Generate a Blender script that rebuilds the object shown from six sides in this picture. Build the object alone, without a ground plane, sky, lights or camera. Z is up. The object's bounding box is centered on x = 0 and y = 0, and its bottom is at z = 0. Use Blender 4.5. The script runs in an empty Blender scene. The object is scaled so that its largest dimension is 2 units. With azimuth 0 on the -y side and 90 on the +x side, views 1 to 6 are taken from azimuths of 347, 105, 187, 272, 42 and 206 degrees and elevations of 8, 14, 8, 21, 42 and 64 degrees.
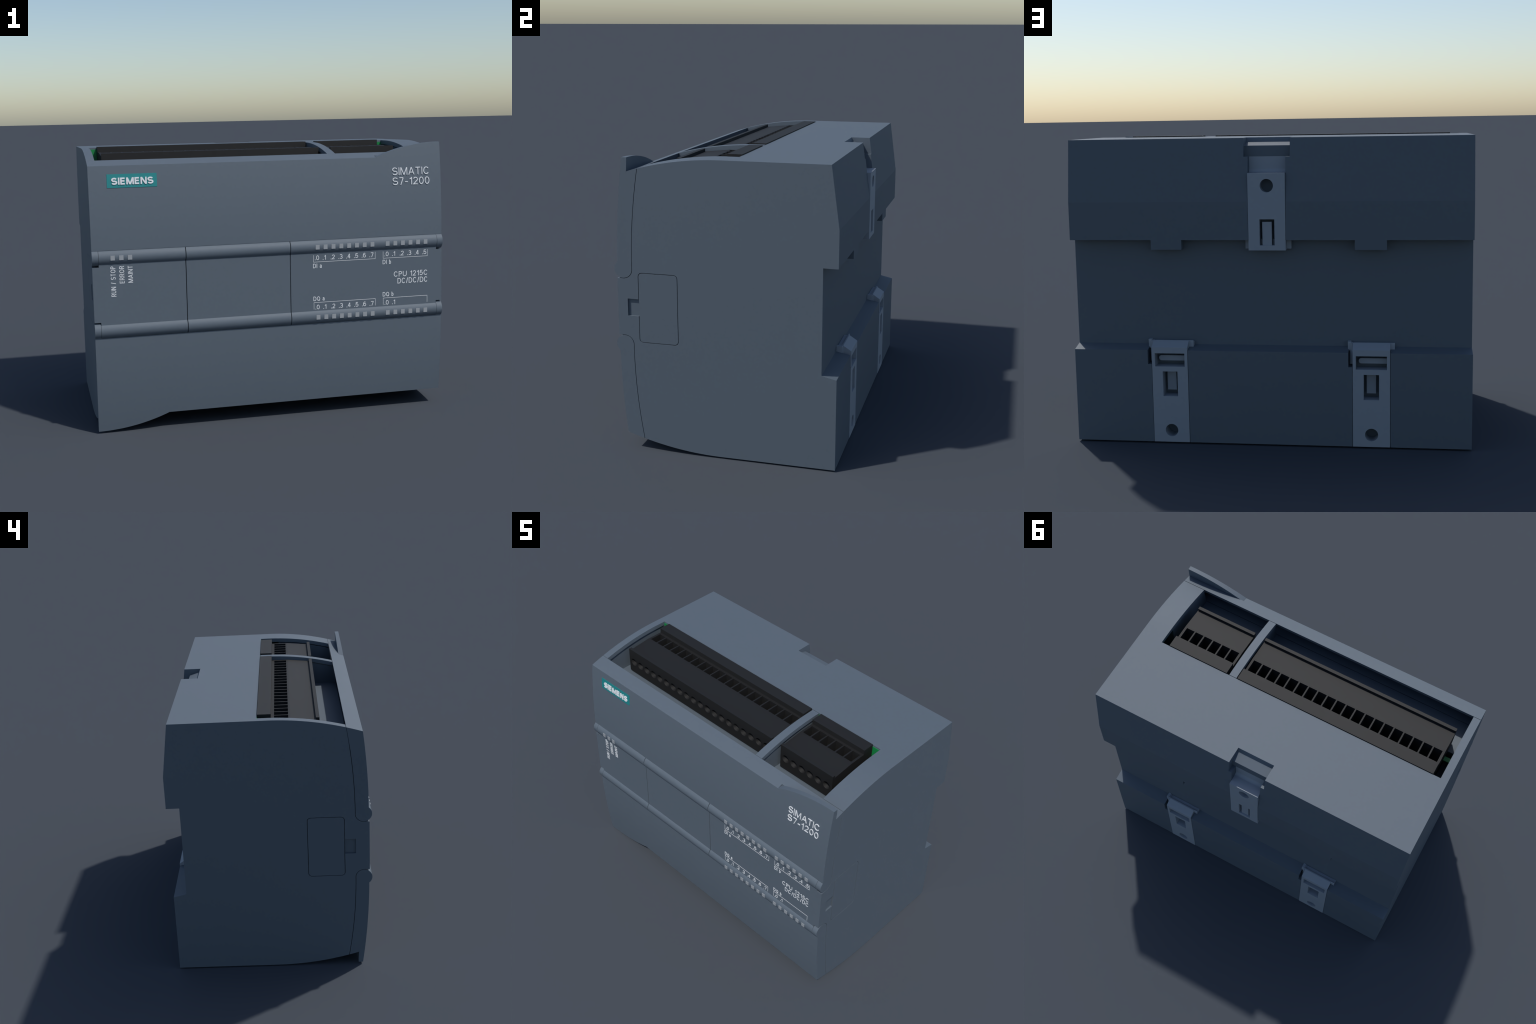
import bpy, bmesh, math
from mathutils import Matrix, Vector

# ------------------------------------------------------------------ sizes
MM = 1.0 / 65.0                      # the real unit is 130 mm wide -> 2 m
Z_BOTTOM, Z_TOP = 0.0064, 1.5449     # moulded housing
Z_MID = 0.5 * (Z_BOTTOM + Z_TOP)
Y_REAR = 0.577
Y_PLATE = -0.5615                    # face of the centre panels
ROLL_Y, ROLL_R = -0.5295, 0.0465     # hinge rollers
ROLL_UP = 0.9745
SEAM = 0.003
SHELF_Z = 1.345                      # floor of the terminal openings
RIM = 0.026                          # thickness of the roof plate around the openings


def top_z(y):
    """Height of the roof: flat behind, a 1.6 m radius arc towards the front."""
    return Z_TOP if y > -0.015 else Z_TOP - 0.3136 * (y + 0.015) ** 2


def cover_front(z):
    return -0.558 + 0.126 * (z - 0.9775) ** 2


def cover_back(z):
    return -0.4833 + 0.168 * (z - 0.9775) ** 2


def span(a, b, n):
    return [a + (b - a) * i / n for i in range(n + 1)]


# ------------------------------------------------------------------ materials
def plastic(name, rgb, rough=0.5, grain=0.012, spec=0.5, scale=60.0):
    m = bpy.data.materials.new(name)
    m.use_nodes = True
    nt = m.node_tree
    b = nt.nodes["Principled BSDF"]
    co = nt.nodes.new("ShaderNodeTexCoord")
    no = nt.nodes.new("ShaderNodeTexNoise")
    no.inputs["Scale"].default_value = scale
    no.inputs["Detail"].default_value = 3.0
    ramp = nt.nodes.new("ShaderNodeValToRGB")
    ramp.color_ramp.elements[0].position = 0.3
    ramp.color_ramp.elements[1].position = 0.7
    ramp.color_ramp.elements[0].color = [c * (1 - grain) for c in rgb] + [1]
    ramp.color_ramp.elements[1].color = [min(1, c * (1 + grain)) for c in rgb] + [1]
    nt.links.new(co.outputs["Object"], no.inputs["Vector"])
    nt.links.new(no.outputs["Fac"], ramp.inputs["Fac"])
    nt.links.new(ramp.outputs["Color"], b.inputs["Base Color"])
    b.inputs["Roughness"].default_value = rough
    b.inputs["Specular IOR Level"].default_value = spec
    return m


M_BODY = plastic("blue_grey_plastic", (0.0950, 0.1212, 0.1500), rough=0.66)
M_CLIP = plastic("pale_grey_plastic", (0.275, 0.308, 0.350), rough=0.66)
M_TERM = plastic("black_terminal_plastic", (0.0062, 0.0062, 0.0064), rough=0.70)
M_PCB = plastic("green_circuit_board", (0.010, 0.245, 0.065), rough=0.45)
M_WHITE = plastic("white_print", (0.72, 0.74, 0.76), grain=0.01)
M_LED = plastic("frosted_indicator", (0.30, 0.32, 0.34), grain=0.01)
M_TEAL = plastic("teal_badge", (0.011, 0.215, 0.222), grain=0.01)

ROOT = bpy.data.objects.new("control_module", None)
ROOT["label"] = "blue-grey plastic industrial control module with black terminal strips"
ROOT["category"] = "controller"
bpy.context.collection.objects.link(ROOT)


# ------------------------------------------------------------------ mesh helpers
def finish(bm, name, mat, parent=ROOT, smooth=None):
    bmesh.ops.remove_doubles(bm, verts=bm.verts, dist=1e-6)
    bmesh.ops.recalc_face_normals(bm, faces=bm.faces)
    me = bpy.data.meshes.new(name)
    bm.to_mesh(me)
    bm.free()
    ob = bpy.data.objects.new(name, me)
    bpy.context.collection.objects.link(ob)
    me.materials.append(mat)
    if parent is not None:
        ob.parent = parent
    if smooth is not None:
        for p in me.polygons:
            p.use_smooth = True
        me.set_sharp_from_angle(angle=math.radians(smooth))
    return ob


def add_prism(bm, pts, axis, a, b):
    """Extrude a polygon. axis x: pts are (y,z); y: (x,z); z: (x,y)."""
    def p3(p, t):
        return {"x": (t, p[0], p[1]), "y": (p[0], t, p[1]), "z": (p[0], p[1], t)}[axis]
    lo = [bm.verts.new(p3(p, a)) for p in pts]
    hi = [bm.verts.new(p3(p, b)) for p in pts]
    n = len(pts)
    bm.faces.new(lo)
    bm.faces.new(hi[::-1])
    for i in range(n):
        bm.faces.new((lo[i], hi[i], hi[(i + 1) % n], lo[(i + 1) % n]))


def add_box(bm, x0, x1, y0, y1, z0, z1):
    add_prism(bm, [(x0, y0), (x1, y0), (x1, y1), (x0, y1)], "z", z0, z1)


def circle(cx, cy, r, n=64, a0=0.0):
    return [(cx + r * math.cos(a0 + 2 * math.pi * i / n),
             cy + r * math.sin(a0 + 2 * math.pi * i / n)) for i in range(n)]


def rounded_rect(x0, x1, y0, y1, r, n=8):
    out = []
    for cx, cy, a in ((x1 - r, y1 - r, 0), (x0 + r, y1 - r, 90), (x0 + r, y0 + r, 180), (x1 - r, y0 + r, 270)):
        for i in range(n + 1):
            t = math.radians(a + 90.0 * i / n)
            out.append((cx + r * math.cos(t), cy + r * math.sin(t)))
    return out


CUT = []


def cutter(fn):
    bm = bmesh.new()
    fn(bm)
    ob = finish(bm, "cutting_tool", M_BODY, None)
    CUT.append(ob)
    return ob


def prism_cut(pts, axis, a, b):
    return cutter(lambda bm: add_prism(bm, pts, axis, a, b))


def box_cut(*v):
    return cutter(lambda bm: add_box(bm, *v))


def carve(ob, tools):
    for t in tools:
        m = ob.modifiers.new("cut", "BOOLEAN")
        m.operation = "DIFFERENCE"
        m.solver = "EXACT"
        m.object = t
    dg = bpy.context.evaluated_depsgraph_get()
    me = bpy.data.meshes.new_from_object(ob.evaluated_get(dg))
    ob.modifiers.clear()
    old = ob.data
    ob.data = me
    me.name = old.name
    bpy.data.meshes.remove(old)


def turn_over(tools):
    """Second copy of cutting tools, turned half round about the depth axis."""
    out = []
    for t in tools:
        c = t.copy()
        c.data = t.data.copy()
        c.data.transform(FLIP)
        bpy.context.collection.objects.link(c)
        CUT.append(c)
        out.append(c)
    return out


# half turn about the y axis through the middle height
FLIP = Matrix(((-1, 0, 0, 0), (0, 1, 0, 0), (0, 0, -1, 2 * Z_MID), (0, 0, 0, 1)))


def turned_copy(ob, name, parent=ROOT):
    c = ob.copy()
    c.data = ob.data.copy()
    c.data.transform(FLIP)
    c.name = name
    bpy.context.collection.objects.link(c)
    c.parent = parent
    return c


# ------------------------------------------------------------------ hinged covers
def cover_outline():
    pts = [(y, top_z(y)) for y in span(-0.5284, -0.4390, 10)]
    pts += [(cover_back(z), z) for z in span(1.4880, ROLL_UP + 0.005, 28)]
    for i in range(0, 49):                        # round hinge barrel
        a = -math.radians(i * 233.0 / 48)
        pts.append((ROLL_Y + ROLL_R * math.cos(a), ROLL_UP + ROLL_R * math.sin(a)))
    pts += [(cover_front(z), z) for z in span(1.0150, 1.4600, 28)]
    return pts


bm = bmesh.new()
add_prism(bm, cover_outline(), "x", -1.0, 1.0)
upper_cover = finish(bm, "hinged_cover", M_BODY)
ROLL_X = 0.9665
hollow = [(y, top_z(y) - 0.0270) for y in span(-0.505, -0.400, 8)]
hollow += [(-0.400, SHELF_Z), (cover_front(SHELF_Z) + 0.020, SHELF_Z)]
hollow += [(cover_front(z) + 0.020, z) for z in span(1.37, 1.43, 4)]
carve(upper_cover, [
    prism_cut(circle(ROLL_Y, ROLL_UP, ROLL_R + 0.0014, 96), "x", -ROLL_X, ROLL_X),
    prism_cut(hollow, "x", -0.955, 0.955),
])

# thumb tab: arc of 1 m radius rising towards one end
arc = [(1.0 - 0.3885 * (1 - i / 24), 0) for i in range(25)]
arc = [(x, 1.5420 - (1.0 - math.sqrt(1.0 - (1.0 - x) ** 2))) for x, _ in arc]
bm = bmesh.new()
rows = []
for x, zt in arc:
    zb = 1.455
    ring = []
    for k in range(7):
        z = zb + (zt - zb) * k / 6
        ring.append((x, cover_front(z), z))
    for k in range(6, -1, -1):
        z = zb + (zt - zb) * k / 6
        ring.append((x, -0.4951 + (z - 1.473) * 0.05, z))
    rows.append([bm.verts.new(p) for p in ring])
for a, b in zip(rows, rows[1:]):
    n = len(a)
    for i in range(n):
        bm.faces.new((a[i], a[(i + 1) % n], b[(i + 1) % n], b[i]))
bm.faces.new(rows[0])
bm.faces.new(rows[-1][::-1])
tab = finish(bm, "thumb_tab", M_BODY, upper_cover)
# cut the cover under the tab so the two never share a surface
carve(upper_cover, [prism_cut([(0.611, 1.4551), (1.01, 1.4551), (1.01, 1.60), (0.611, 1.60)], "y", -0.60, -0.4962)])
lower_cover = turned_copy(upper_cover, "hinged_cover.001")
turned_copy(tab, "thumb_tab.001", lower_cover)


# ------------------------------------------------------------------ housing
def housing_outline():
    pts = []
    top = [(y, top_z(y)) for y in span(-0.4360, -0.015, 26)]
    pts += top
    pts += [(0.5345, Z_TOP), (Y_REAR, 1.2360), (Y_REAR, 1.0468), (0.5015, 1.0468),
            (0.5015, 0.5025), (Y_REAR, 0.4858), (Y_REAR, Z_BOTTOM)]
    pts += [(y, 2 * Z_MID - z) for y, z in reversed(top)]
    half = [(cover_back(z) + SEAM, z) for z in span(1.4880, ROLL_UP + 0.005, 28)]
    r = ROLL_R + SEAM
    for i in range(0, 17):
        a = -math.radians(i * 90.0 / 16)
        half.append((ROLL_Y + r * math.cos(a), ROLL_UP + r * math.sin(a)))
    lower = [(y, 2 * Z_MID - z) for y, z in half]
    pts += lower
    pts += [(y, z) for y, z in reversed(half)]
    return pts


bm = bmesh.new()
add_prism(bm, housing_outline(), "x", -1.0, 1.0)
housing = finish(bm, "housing", M_BODY)

Y_OPEN = 0.0455                   # back edge of the terminal openings
CHAMBERS = ((-0.9555, 0.3515), (0.3985, 0.8580))
tools = []
for x0, x1 in CHAMBERS:
    tools.append(box_cut(x0, x1, -0.60, Y_OPEN, SHELF_Z, 1.70))
    g = 0.008
    under = [(y, top_z(y) - RIM) for y in span(-0.46, 0.040, 20)] + [(0.040, SHELF_Z), (-0.46, SHELF_Z)]
    tools.append(prism_cut(under, "x", x0 - g, x1 + (g if x0 < 0 else 0.0035)))
    groove = [(y, top_z(y) - RIM) for y in span(-0.44, 0.040, 20)] + [(y, top_z(y) - RIM - 0.006) for y in span(0.040, -0.44, 20)]
    tools.append(prism_cut(groove, "x", x0 - 0.030, x1 + 0.030))
    if x0 > 0:                      # the roof rim bridges an open corner here
        side = [(y, top_z(y) - RIM) for y in span(-0.080, 0.040, 4)] + [(0.040, 1.20), (-0.080, 1.20)]
        tools.append(prism_cut(side, "x", x1 - 0.020, x1 + 0.090))
    tools.append(box_cut(x0 + 0.004, x1 - 0.004, -0.238, 0.039, 1.20, SHELF_Z + 0.01))
tools.append(box_cut(0.3500, 0.4000, 0.0425, 0.0455, 1.525, 1.70))
tools += turn_over(tools)

# rear: latch pockets
notch = [(0.430, 1.60), (0.430, 1.5449), (0.4414, 1.5221), (0.4995, 1.5060), (0.5000, 1.4535), (0.70, 1.4535), (0.70, 1.60)]
tools.append(prism_cut(notch, "x", -0.1145, 0.1145))
tools.append(box_cut(-0.0932, 0.0932, 0.5150, 0.70, 0.99, 1.3760))
tools.append(box_cut(-0.0932, 0.0932, 0.4985, 0.70, 1.3700, 1.4540))
CLIP_X = (0.5070, -0.5080)
for cx in CLIP_X:
    tools.append(box_cut(cx - 0.0940, cx + 0.0940, 0.5025, 0.70, -0.10, 0.60))
    tools.append(box_cut(cx + 0.09, cx + 0.1135, 0.515, 0.70, 0.4130, 0.60))

# sides: flush covers and the finger notch in front of each
SIDES = ((1, -0.4505, -0.2388, -0.5090), (-1, -0.4218, -0.2101, -0.4838))
for s, y0, y1, yn in SIDES:
    xa, xb = (0.96, 1.1) if s > 0 else (-1.1, -0.96)
    na, nb = (0.99, 1.1) if s > 0 else (-1.1, -0.986)
    tools.append(prism_cut(rounded_rect(y0, y1, 0.5905, 0.9603, 0.021), "x", xa, xb))
    tools.append(box_cut(na, nb, yn, y0 + 0.004, 0.7300, 0.8203))
for x in (-0.4962, 0.0915):           # the joints between panels run deep
    tools.append(box_cut(x - 0.0021, x + 0.0021, -0.60, -0.500, 0.60, 0.95))
carve(housing, tools)

# two tabs that hang over the mounting rail
for cx in (0.5068, -0.5068):
    bm = bmesh.new()
    add_box(bm, cx - 0.0775, cx + 0.0775, 0.535, Y_REAR, 0.9985, 1.0468)
    finish(bm, "rail_tab", M_BODY)

for s, y0, y1, yn in SIDES:
    bm = bmesh.new()
    x0, x1 = sorted((s * 0.9605, s * 1.0))
    add_prism(bm, rounded_rect(y0 + 0.0032, y1 - 0.0032, 0.5937, 0.9571, 0.018), "x", x0, x1)
    finish(bm, "side_cover", M_BODY)

# ------------------------------------------------------------------ centre panels
GAP = 0.0021
PANELS = ((-1.0, -0.4962 - GAP), (-0.4962 + GAP, 0.0915 - GAP), (0.0915 + GAP, 1.0))
PLATE_TOP = ROLL_UP - ROLL_R - SEAM
panels = []
for x0, x1 in PANELS:
    bm = bmesh.new()
    a, b = max(x0, -ROLL_X + 0.0015), min(x1, ROLL_X - 0.0015)
    zt = PLATE_TOP                                # the plate drops clear of the cover hinges at the ends
    zr = ROLL_UP - 0.0295
    top = []
    if b < x1:
        top += [(x1, zt), (b, zt)]
    top += [(b, zr), (a, zr)]
    if a > x0:
        top += [(a, zt), (x0, zt)]
    add_prism(bm, top + [(x, 2 * Z_MID - z) for x, z in reversed(top)], "y", Y_PLATE, ROLL_Y)
    for zc in (ROLL_UP, 2 * Z_MID - ROLL_UP):
        add_prism(bm, circle(ROLL_Y, zc, ROLL_R, 96), "x", a, b)
    panels.append(finish(bm, "front_panel", M_BODY, smooth=20))


def led(x, z, parent):
    bm = bmesh.new()
    add_box(bm, x, x + 0.0230, -0.5770, -0.560, z - 0.0127, z + 0.0127)
    finish(bm, "indicator_light", M_LED, parent)


for i in range(3):
    led(-0.9025 + 0.0461 * i, 0.9748, panels[0])
for z in (0.9752, 2 * Z_MID - 0.9752):
    for i in range(8):
        led(0.2355 + 0.04627 * i, z, panels[2])
    for i in range(6):
        led(0.6510 + 0.04625 * i, z, panels[2])


# ------------------------------------------------------------------ lettering
def bow(cx, cz, rx, rz, a0, a1, n=14):
    return [(cx + rx * math.cos(math.radians(a)), cz + rz * math.sin(math.radians(a))) for a in span(a0, a1, n)]


# A plain sans drawn as strokes in a unit box (width, strokes).  "line" strokes
# are ribbons along a path, "ring" strokes are closed, "slant" strokes are
# diagonals cut off level at both ends.
GLYPHS = {
    " ": (0.30, []),
    ".": (0.10, [("line", [(0.0, 0.0), (0.0, 0.01)])]),
    "-": (0.38, [("line", [(-0.05, 0.38), (1.05, 0.38)])]),
    "/": (0.36, [("slant", (0.0, 0.0), (1.0, 1.0))]),
    "I": (0.13, [("line", [(0.5, 0), (0.5, 1)])]),
    "S": (0.60, [("line", bow(0.5, 0.745, 0.48, 0.255, 25, 265) + bow(0.5, 0.255, 0.50, 0.255, 85, -158))]),
    "E": (0.52, [("line", [(1, 1), (0, 1), (0, 0), (1, 0)]), ("line", [(0.05, 0.52), (0.93, 0.52)])]),
    "M": (0.76, [("line", [(0, 0), (0, 1)]), ("line", [(1, 0), (1, 1)]), ("slant", (0.03, 1.0), (0.5, 0.0)), ("slant", (0.97, 1.0), (0.5, 0.0))]),
    "N": (0.62, [("line", [(0, 0), (0, 1)]), ("line", [(1, 0), (1, 1)]), ("slant", (0.02, 1.0), (0.98, 0.0))]),
    "A": (0.68, [("slant", (0.0, 0.0), (0.5, 1.0)), ("slant", (1.0, 0.0), (0.5, 1.0)), ("line", [(0.2, 0.30), (0.8, 0.30)])]),
    "T": (0.58, [("line", [(-0.06, 1), (1.06, 1)]), ("line", [(0.5, 0), (0.5, 0.97)])]),
    "C": (0.66, [("line", bow(0.5, 0.5, 0.5, 0.5, 38, 322, 24))]),
    "O": (0.70, [("ring", bow(0.5, 0.5, 0.5, 0.5, 0, 360, 32))]),
    "Q": (0.70, [("ring", bow(0.5, 0.5, 0.5, 0.5, 0, 360, 32)), ("slant", (0.58, 0.24), (0.98, -0.06))]),
    "U": (0.62, [("line", [(0, 1), (0, 0.34)] + bow(0.5, 0.34, 0.5, 0.34, 190, 350, 14) + [(1, 0.34), (1, 1)])]),
    "P": (0.54, [("line", [(0, 0), (0, 1), (0.5, 1)] + bow(0.52, 0.74, 0.48, 0.26, 80, -80, 12) + [(0.5, 0.48), (0.05, 0.48)])]),
    "R": (0.58, [("line", [(0, 0), (0, 1), (0.5, 1)] + bow(0.52, 0.74, 0.44, 0.26, 80, -80, 12) + [(0.5, 0.48), (0.05, 0.48)]), ("slant", (0.55, 0.48), (1.0, 0.0))]),
    "D": (0.64, [("line", [(0.3, 0), (0, 0), (0, 1), (0.4, 1)] + bow(0.42, 0.5, 0.58, 0.5, 80, -80, 18) + [(0.4, 0), (0.25, 0)])]),
    "a": (0.44, [("line", bow(0.48, 0.52, 0.46, 0.18, 160, 20, 10) + [(0.95, 0.50), (0.95, 0.0)]), ("line", [(0.93, 0.42)] + bow(0.42, 0.20, 0.42, 0.20, 95, 275, 12) + [(0.92, 0.12)])]),
    "b": (0.44, [("line", [(0, 0), (0, 1)]), ("line", [(0.04, 0.58)] + bow(0.46, 0.35, 0.52, 0.35, 110, -110, 18) + [(0.04, 0.10)])]),
    "0": (0.52, [("ring", bow(0.5, 0.5, 0.5, 0.5, 0, 360, 32))]),
    "1": (0.34, [("line", [(0.95, 0), (0.95, 1)]), ("line", [(0.0, 0.76), (0.45, 0.82), (0.9, 0.98)])]),
    "2": (0.52, [("line", bow(0.5, 0.72, 0.48, 0.28, 165, -25, 14) + [(0.0, 0.0), (1.03, 0.0)])]),
    "3": (0.52, [("line", bow(0.46, 0.755, 0.46, 0.245, 155, -80, 12) + [(0.36, 0.52)]), ("line", [(0.36, 0.515)] + bow(0.48, 0.265, 0.50, 0.265, 75, -158, 14))]),
    "4": (0.54, [("line", [(0.74, 0), (0.74, 1)]), ("slant", (0.03, 0.26), (0.70, 1.0)), ("line", [(-0.05, 0.25), (1.05, 0.25)])]),
    "5": (0.52, [("line", [(0.92, 1), (0.16, 1), (0.06, 0.50)] + bow(0.48, 0.315, 0.52, 0.315, 115, -155, 16))]),
    "6": (0.52, [("ring", bow(0.5, 0.31, 0.5, 0.31, 0, 360, 24)), ("line", [(0.0, 0.34)] + bow(0.56, 0.42, 0.56, 0.58, 175, 55, 10))]),
    "7": (0.50, [("line", [(-0.05, 1), (1.0, 1)]), ("slant", (0.30, 0.0), (0.98, 0.98))]),
}


def ribbon(path, w, closed):
    """Left and right edges of a stroke with mitred corners."""
    if closed:
        path = path[:-1]
    n = len(path)
    left, right = [], []
    for i, p in enumerate(path):
        ds = []
        if closed or i > 0:
            a = path[i - 1]
            ds.append(Vector((p[0] - a[0], p[1] - a[1])).normalized())
        if closed or i < n - 1:
            b = path[(i + 1) % n]
            ds.append(Vector((b[0] - p[0], b[1] - p[1])).normalized())
        t = sum(ds, Vector((0, 0))).normalized()
        m = Vector((-t.y, t.x))
        k = 0.5 * w / max(0.35, m.dot(Vector((-ds[0].y, ds[0].x))))
        left.append((p[0] + m.x * k, p[1] + m.y * k))
        right.append((p[0] - m.x * k, p[1] - m.y * k))
    return left, right


def lettering(text, x0, x1, z0, z1, parent, surface, height, weight, turned=False, tracking=0.13, name="lettering"):
    """Raised words of stroke weight `weight` fitted into x0..x1, z0..z1."""
    length, cap = (z1 - z0, x1 - x0) if turned else (x1 - x0, z1 - z0)
    inner_of = lambda c: max(0.0, GLYPHS[c][0] - 0.13)
    natural = sum(inner_of(c) for c in text) + tracking * (len(text) - 1)
    k = (length - weight * len(text)) / natural
    bm = bmesh.new()
    lift = [0]

    def place(p, top):
        u, v = p
        x, z = (x1 - v, z0 + u) if turned else (x0 + u, z0 + v)
        y = surface(z) - (height + lift[0] * 0.00006 if top else -0.003)
        return (x, y, z)

    def shell(left, right, closed):
        lift[0] = (lift[0] + 1) % 7               # no two strokes share a plane
        rows = [[bm.verts.new(place(q, t)) for q, t in ((l, True), (r, True), (r, False), (l, False))]
                for l, r in zip(left, right)]
        if closed:
            rows.append(rows[0])
        for a, b in zip(rows, rows[1:]):
            for i in range(4):
                bm.faces.new((a[i], a[(i + 1) % 4], b[(i + 1) % 4], b[i]))
        if not closed:
            bm.faces.new(rows[0])
            bm.faces.new(rows[-1][::-1])

    pen = 0.0
    for ch in text:
        gw, strokes = GLYPHS[ch]
        inner = inner_of(ch) * k
        wide = inner + weight

        def at(p, wide=wide, inner=inner, pen=pen):
            return (pen + 0.5 * (wide - inner) + p[0] * inner, 0.5 * weight + p[1] * (cap - weight))

        for st in strokes:
            if st[0] == "slant":
                (ax, az), (bx, bz) = at(st[1]), at(st[2])
                full = lambda f, z: cap if f > 0.99 else (0.0 if f == 0.0 else z)
                az, bz = full(st[1][1], az), full(st[2][1], bz)
                h = 0.5 * weight * math.hypot(bx - ax, bz - az) / max(1e-6, abs(bz - az))
                h = min(h, 0.9 * weight)
                shell([(ax - h, az), (bx - h, bz)], [(ax + h, az), (bx + h, bz)], False)
            else:
                path = [at(p) for p in st[1]]
                ends = st[0] == "line"
                if ends:                          # stems and bars run the full height
                    def grow(p, q, raw):
                        if abs(p[0] - q[0]) < 1e-7 and raw in (0, 1):
                            return (p[0], cap if raw == 1 else 0.0)
                        return p
                    path[0] = grow(path[0], path[1], st[1][0][1])
                    path[-1] = grow(path[-1], path[-2], st[1][-1][1])
                    if ch == ".":
                        path = [(path[0][0], 0.0), (path[0][0], weight * 1.15)]
                left, right = ribbon(path, weight * (1.2 if ch == "." else 1.0), not ends)
                shell(left, right, not ends)
        pen += wide + tracking * k
    bmesh.ops.recalc_face_normals(bm, faces=bm.faces)
    me = bpy.data.meshes.new(name)
    bm.to_mesh(me)
    bm.free()
    me.materials.append(M_WHITE)
    ob = bpy.data.objects.new(name, me)
    bpy.context.collection.objects.link(ob)
    ob.parent = parent
    return ob


# teal badge on the upper cover
bm = bmesh.new()
rows = []
for z in span(1.3452, 1.4175, 8):
    rows.append([bm.verts.new(p) for p in ((-0.9025, cover_front(z) - 0.0016, z), (-0.6355, cover_front(z) - 0.0016, z),
                                           (-0.6355, cover_front(z) + 0.004, z), (-0.9025, cover_front(z) + 0.004, z))])
for a, b in zip(rows, rows[1:]):
    for i in range(4):
        bm.faces.new((a[i], a[(i + 1) % 4], b[(i + 1) % 4], b[i]))
bm.faces.new(rows[0])
bm.faces.new(rows[-1][::-1])
badge = finish(bm, "badge", M_TEAL, upper_cover)
lettering("SIEMENS", -0.8790, -0.6545, 1.3615, 1.3985, badge, cover_front, 0.0050, 0.0080, tracking=0.075)
lettering("SIMATIC", 0.7050, 0.9290, 1.3600, 1.4025, upper_cover, cover_front, 0.0030, 0.0044, tracking=0.12)
lettering("S7-1200", 0.7050, 0.9290, 1.3040, 1.3460, upper_cover, cover_front, 0.0030, 0.0044, tracking=0.12)


def plate(z):
    return Y_PLATE


def roller_or_plate(text, x0, x1, z0, z1, parent, **k):
    return lettering(text, x0, x1, z0, z1, parent, plate, 0.0009, **k)


L, Rp = panels[0], panels[2]
roller_or_plate("RUN / STOP", -0.9040, -0.8780, 0.7640, 0.9280, L, weight=0.0033, turned=True)
roller_or_plate("ERROR", -0.8575, -0.8315, 0.8340, 0.9280, L, weight=0.0033, turned=True)
roller_or_plate("MAINT", -0.8115, -0.7860, 0.8350, 0.9275, L, weight=0.0033, turned=True)
roller_or_plate("CPU 1215C", 0.7055, 0.9135, 0.7790, 0.8095, Rp, weight=0.0039)
roller_or_plate("DC/DC/DC", 0.7280, 0.9135, 0.7385, 0.7700, Rp, weight=0.0039)


def bracket(x0, x1, zb, zt, up, parent):
    """Printed bracket: a rule with two short ends, opening up or down."""
    w = 0.0019
    bm = bmesh.new()
    ya, yb = Y_PLATE - 0.0009, Y_PLATE + 0.002
    pts = [(x0, zt), (x0, zb), (x1, zb), (x1, zt), (x1 - w, zt), (x1 - w, zb + w), (x0 + w, zb + w), (x0 + w, zt)]
    if not up:
        pts = [(x, zb + zt - z) for x, z in pts]
    add_prism(bm, pts, "y", ya, yb)
    finish(bm, "printed_bracket", M_WHITE, parent)


for lab, x0, x1, n in (("a", 0.2250, 0.5935, 8), ("b", 0.6395, 0.9118, 6)):
    bracket(x0, x1, 0.8890, 0.9290, True, Rp)
    bracket(x0, x1, 0.6195, 0.6598, False, Rp)
    for z, count in ((0.9007, n), (0.6195, 8 if lab == "a" else 2)):
        for i in range(count):
            xx = x0 + 0.0100 + i * 0.0462
            roller_or_plate(".%d" % i, xx, xx + (0.0242 if i != 1 else 0.0178), z, z + 0.0262, Rp, weight=0.0033, tracking=0.10)
    xa = x0 - 0.0018
    roller_or_plate("DI " + lab, xa, xa + 0.0510, 0.8556, 0.8808, Rp, weight=0.0033)
    roller_or_plate("DQ " + lab, xa, xa + 0.0655, 0.6680, 0.6932, Rp, weight=0.0033)


# ------------------------------------------------------------------ terminal blocks
PITCH, HOLE_W = 0.06154, 0.0530


def screw_well(cx, cz):
    """Tapering well in front of a terminal screw."""
    def build(bm):
        a = [bm.verts.new((x, -0.3100, z)) for x, z in circle(cx, cz, 0.0265, 32)]
        b = [bm.verts.new((x, -0.2050, z)) for x, z in circle(cx, cz, 0.0130, 32)]
        bm.faces.new(a)
        bm.faces.new(b[::-1])
        for i in range(32):
            bm.faces.new((a[i], b[i], b[(i + 1) % 32], a[(i + 1) % 32]))
    return cutter(build)


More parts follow.
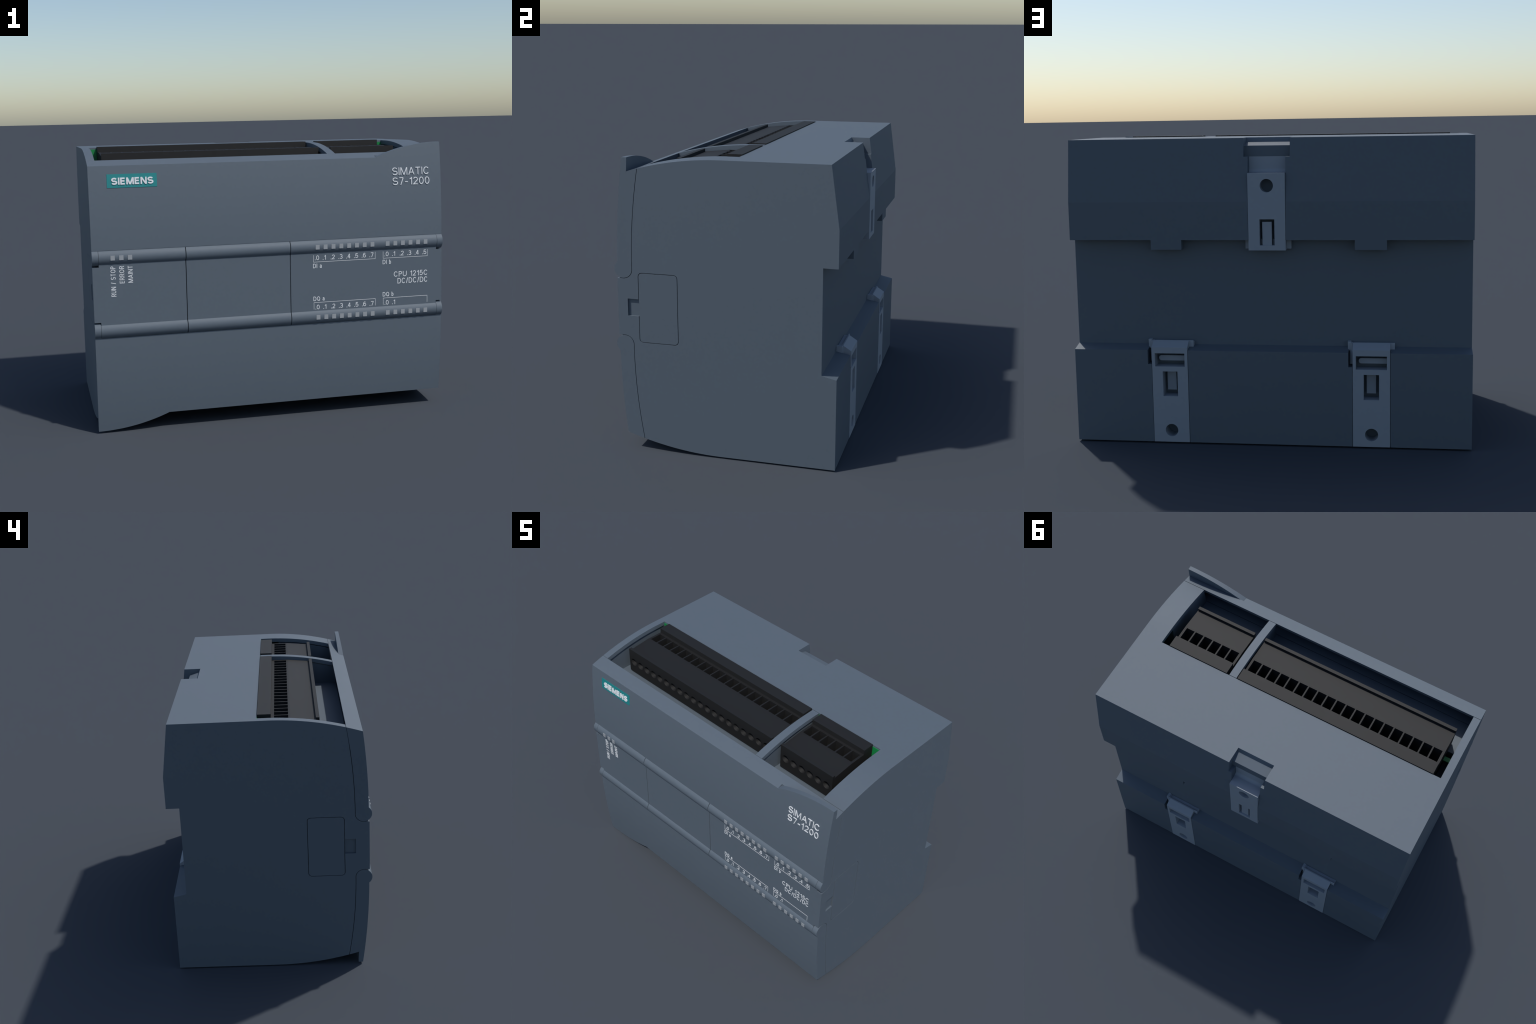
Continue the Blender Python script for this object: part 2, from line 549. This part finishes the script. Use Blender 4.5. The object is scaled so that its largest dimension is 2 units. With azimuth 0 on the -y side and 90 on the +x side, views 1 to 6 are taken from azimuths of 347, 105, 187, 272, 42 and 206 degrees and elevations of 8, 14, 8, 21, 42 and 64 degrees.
def terminal_block(x0, x1, n, name):
    bm = bmesh.new()
    prof = [(0.0435, 1.26), (0.0435, 1.5505), (-0.0325, 1.5505), (-0.0325, 1.5195), (-0.140, 1.5195),
            (-0.2800, 1.5050), (-0.2800, 1.5210), (-0.2995, 1.5210), (-0.2995, 1.3600), (-0.2900, 1.3465), (-0.2300, 1.3465), (-0.2300, 1.26)]
    add_prism(bm, prof, "x", x0, x1)
    ob = finish(bm, name, M_TERM)
    mid = 0.5 * (x0 + x1)
    cuts = []
    for i in range(n):
        cx = mid + (i - (n - 1) / 2) * PITCH
        cuts.append(prism_cut([(-0.1285, 1.60), (-0.1285, 1.5150), (-0.0930, 1.4150), (-0.0495, 1.4150), (-0.0495, 1.60)], "x",
                              cx - HOLE_W / 2, cx + HOLE_W / 2))
        cuts.append(screw_well(cx, 1.4350))
    carve(ob, cuts)
    for p in ob.data.polygons:                    # round the screw wells only
        c = p.center
        if -0.2990 < c.y < -0.205 and 1.405 < c.z < 1.465 and p.area < 0.001 and abs(p.normal.y) < 0.7:
            p.use_smooth = True
    return ob


big = terminal_block(-0.9075, 0.3440, 20, "terminal_block")
small = terminal_block(0.4165, 0.8045, 6, "terminal_block.001")
for i, blk in enumerate((big, small)):
    lower = turned_copy(blk, "terminal_block.%03d" % (i + 2))

# circuit board edge behind the blocks
for flip in (False, True):
    bm = bmesh.new()
    for x0, x1 in CHAMBERS:
        add_box(bm, x0 + 0.001, x1 - 0.001, 0.0425, 0.0490, 1.22, 1.5345)
    add_box(bm, -0.955, 0.857, -0.206, -0.177, 1.325, 1.335)
    ob = finish(bm, "circuit_board", M_PCB)
    if flip:
        ob.data.transform(FLIP)

# ------------------------------------------------------------------ rail clips
Y_CLIP = 0.5785
bm = bmesh.new()
add_box(bm, -0.0916, 0.0916, 0.5170, Y_CLIP, 0.9960, 1.3750)
upper_clip = finish(bm, "mounting_clip", M_CLIP)
carve(upper_clip, [
    prism_cut(circle(-0.0014, 1.3138, 0.0327, 48), "y", 0.45, 0.70),
    prism_cut([(-0.0378, 1.0205), (-0.0378, 1.1494), (0.0360, 1.1494), (0.0360, 1.0205)], "y", 0.45, 0.70),
])
bm = bmesh.new()
fil = [(0.4988, 1.4700), (0.4988, 1.3755), (0.5200, 1.3755)]
fil += [(0.5200 - 0.0200 * math.sin(math.radians(a)), 1.3755 + 0.0200 * (1 - math.cos(math.radians(a)))) for a in span(0, 90, 12)]
fil += [(0.5000, 1.4530)]
fil[0] = (0.4988, 1.4530)
add_prism(bm, fil, "x", -0.0930, 0.0930)
finish(bm, "clip_neck", M_CLIP, upper_clip, smooth=30)
bm = bmesh.new()
add_box(bm, -0.1143, 0.1143, 0.5000, 0.5310, 0.9990, 1.0462)
add_prism(bm, [(0.5160, 1.0150), (0.5690, 1.0150), (0.5690, 1.1360), (0.5160, 1.1345)], "x", -0.0232, 0.0232)
finish(bm, "clip_wing", M_CLIP, upper_clip)


def rail_clip(cx, name):
    bm = bmesh.new()
    prof = [(0.5060, Z_BOTTOM + 0.0005), (Y_CLIP, Z_BOTTOM + 0.0005), (Y_CLIP, 0.5005), (0.5350, 0.5285), (0.5060, 0.5285)]
    add_prism(bm, prof, "x", cx - 0.0918, cx + 0.0918)
    ob = finish(bm, name, M_CLIP)
    carve(ob, [
        box_cut(cx - 0.0765, cx + 0.0765, 0.45, 0.70, 0.4018, 0.4704),
        box_cut(cx - 0.0380, cx + 0.0380, 0.45, 0.70, 0.2476, 0.3765),
        prism_cut(circle(cx - 0.0005, 0.0687, 0.0327, 48), "y", 0.45, 0.70),
        box_cut(cx - 0.20, cx + 0.20, 0.40, 0.5290, 0.5200, 0.60),
    ])
    # cross bar that hooks the rail
    bm = bmesh.new()
    add_prism(bm, [(0.5020, 0.4885), (0.5325, 0.4885), (0.5325, 0.5270), (0.5290, 0.5287), (0.5255, 0.5270), (0.5255, 0.5190), (0.5020, 0.5190)],
              "x", cx - 0.1150, cx + 0.1165)
    add_box(bm, cx + 0.1010, cx + 0.1170, 0.5025, 0.5330, 0.4880, 0.5320)
    add_box(bm, cx + 0.0930, cx + 0.1050, 0.5030, 0.5400, 0.4215, 0.5250)
    finish(bm, "clip_bar", M_CLIP, ob)
    # spring parts seen inside the windows
    bm = bmesh.new()
    r = 0.0135
    zc = 0.4385
    pts = [(cx + 0.0500 + r * math.cos(t), zc + r * math.sin(t)) for t in [math.radians(a) for a in span(-90, 90, 10)]]
    pts += [(cx - 0.0760, zc + r), (cx - 0.0760, zc - r)]
    add_prism(bm, pts, "y", 0.5030, 0.5420)
    add_box(bm, cx - 0.0220, cx + 0.0240, 0.5030, 0.5350, 0.2700, 0.3765)
    finish(bm, "clip_spring", M_CLIP, ob)


rail_clip(CLIP_X[0], "mounting_clip.001")
rail_clip(CLIP_X[1], "mounting_clip.002")

for t in CUT:
    me = t.data
    bpy.data.objects.remove(t)
    if me.users == 0:
        bpy.data.meshes.remove(me)
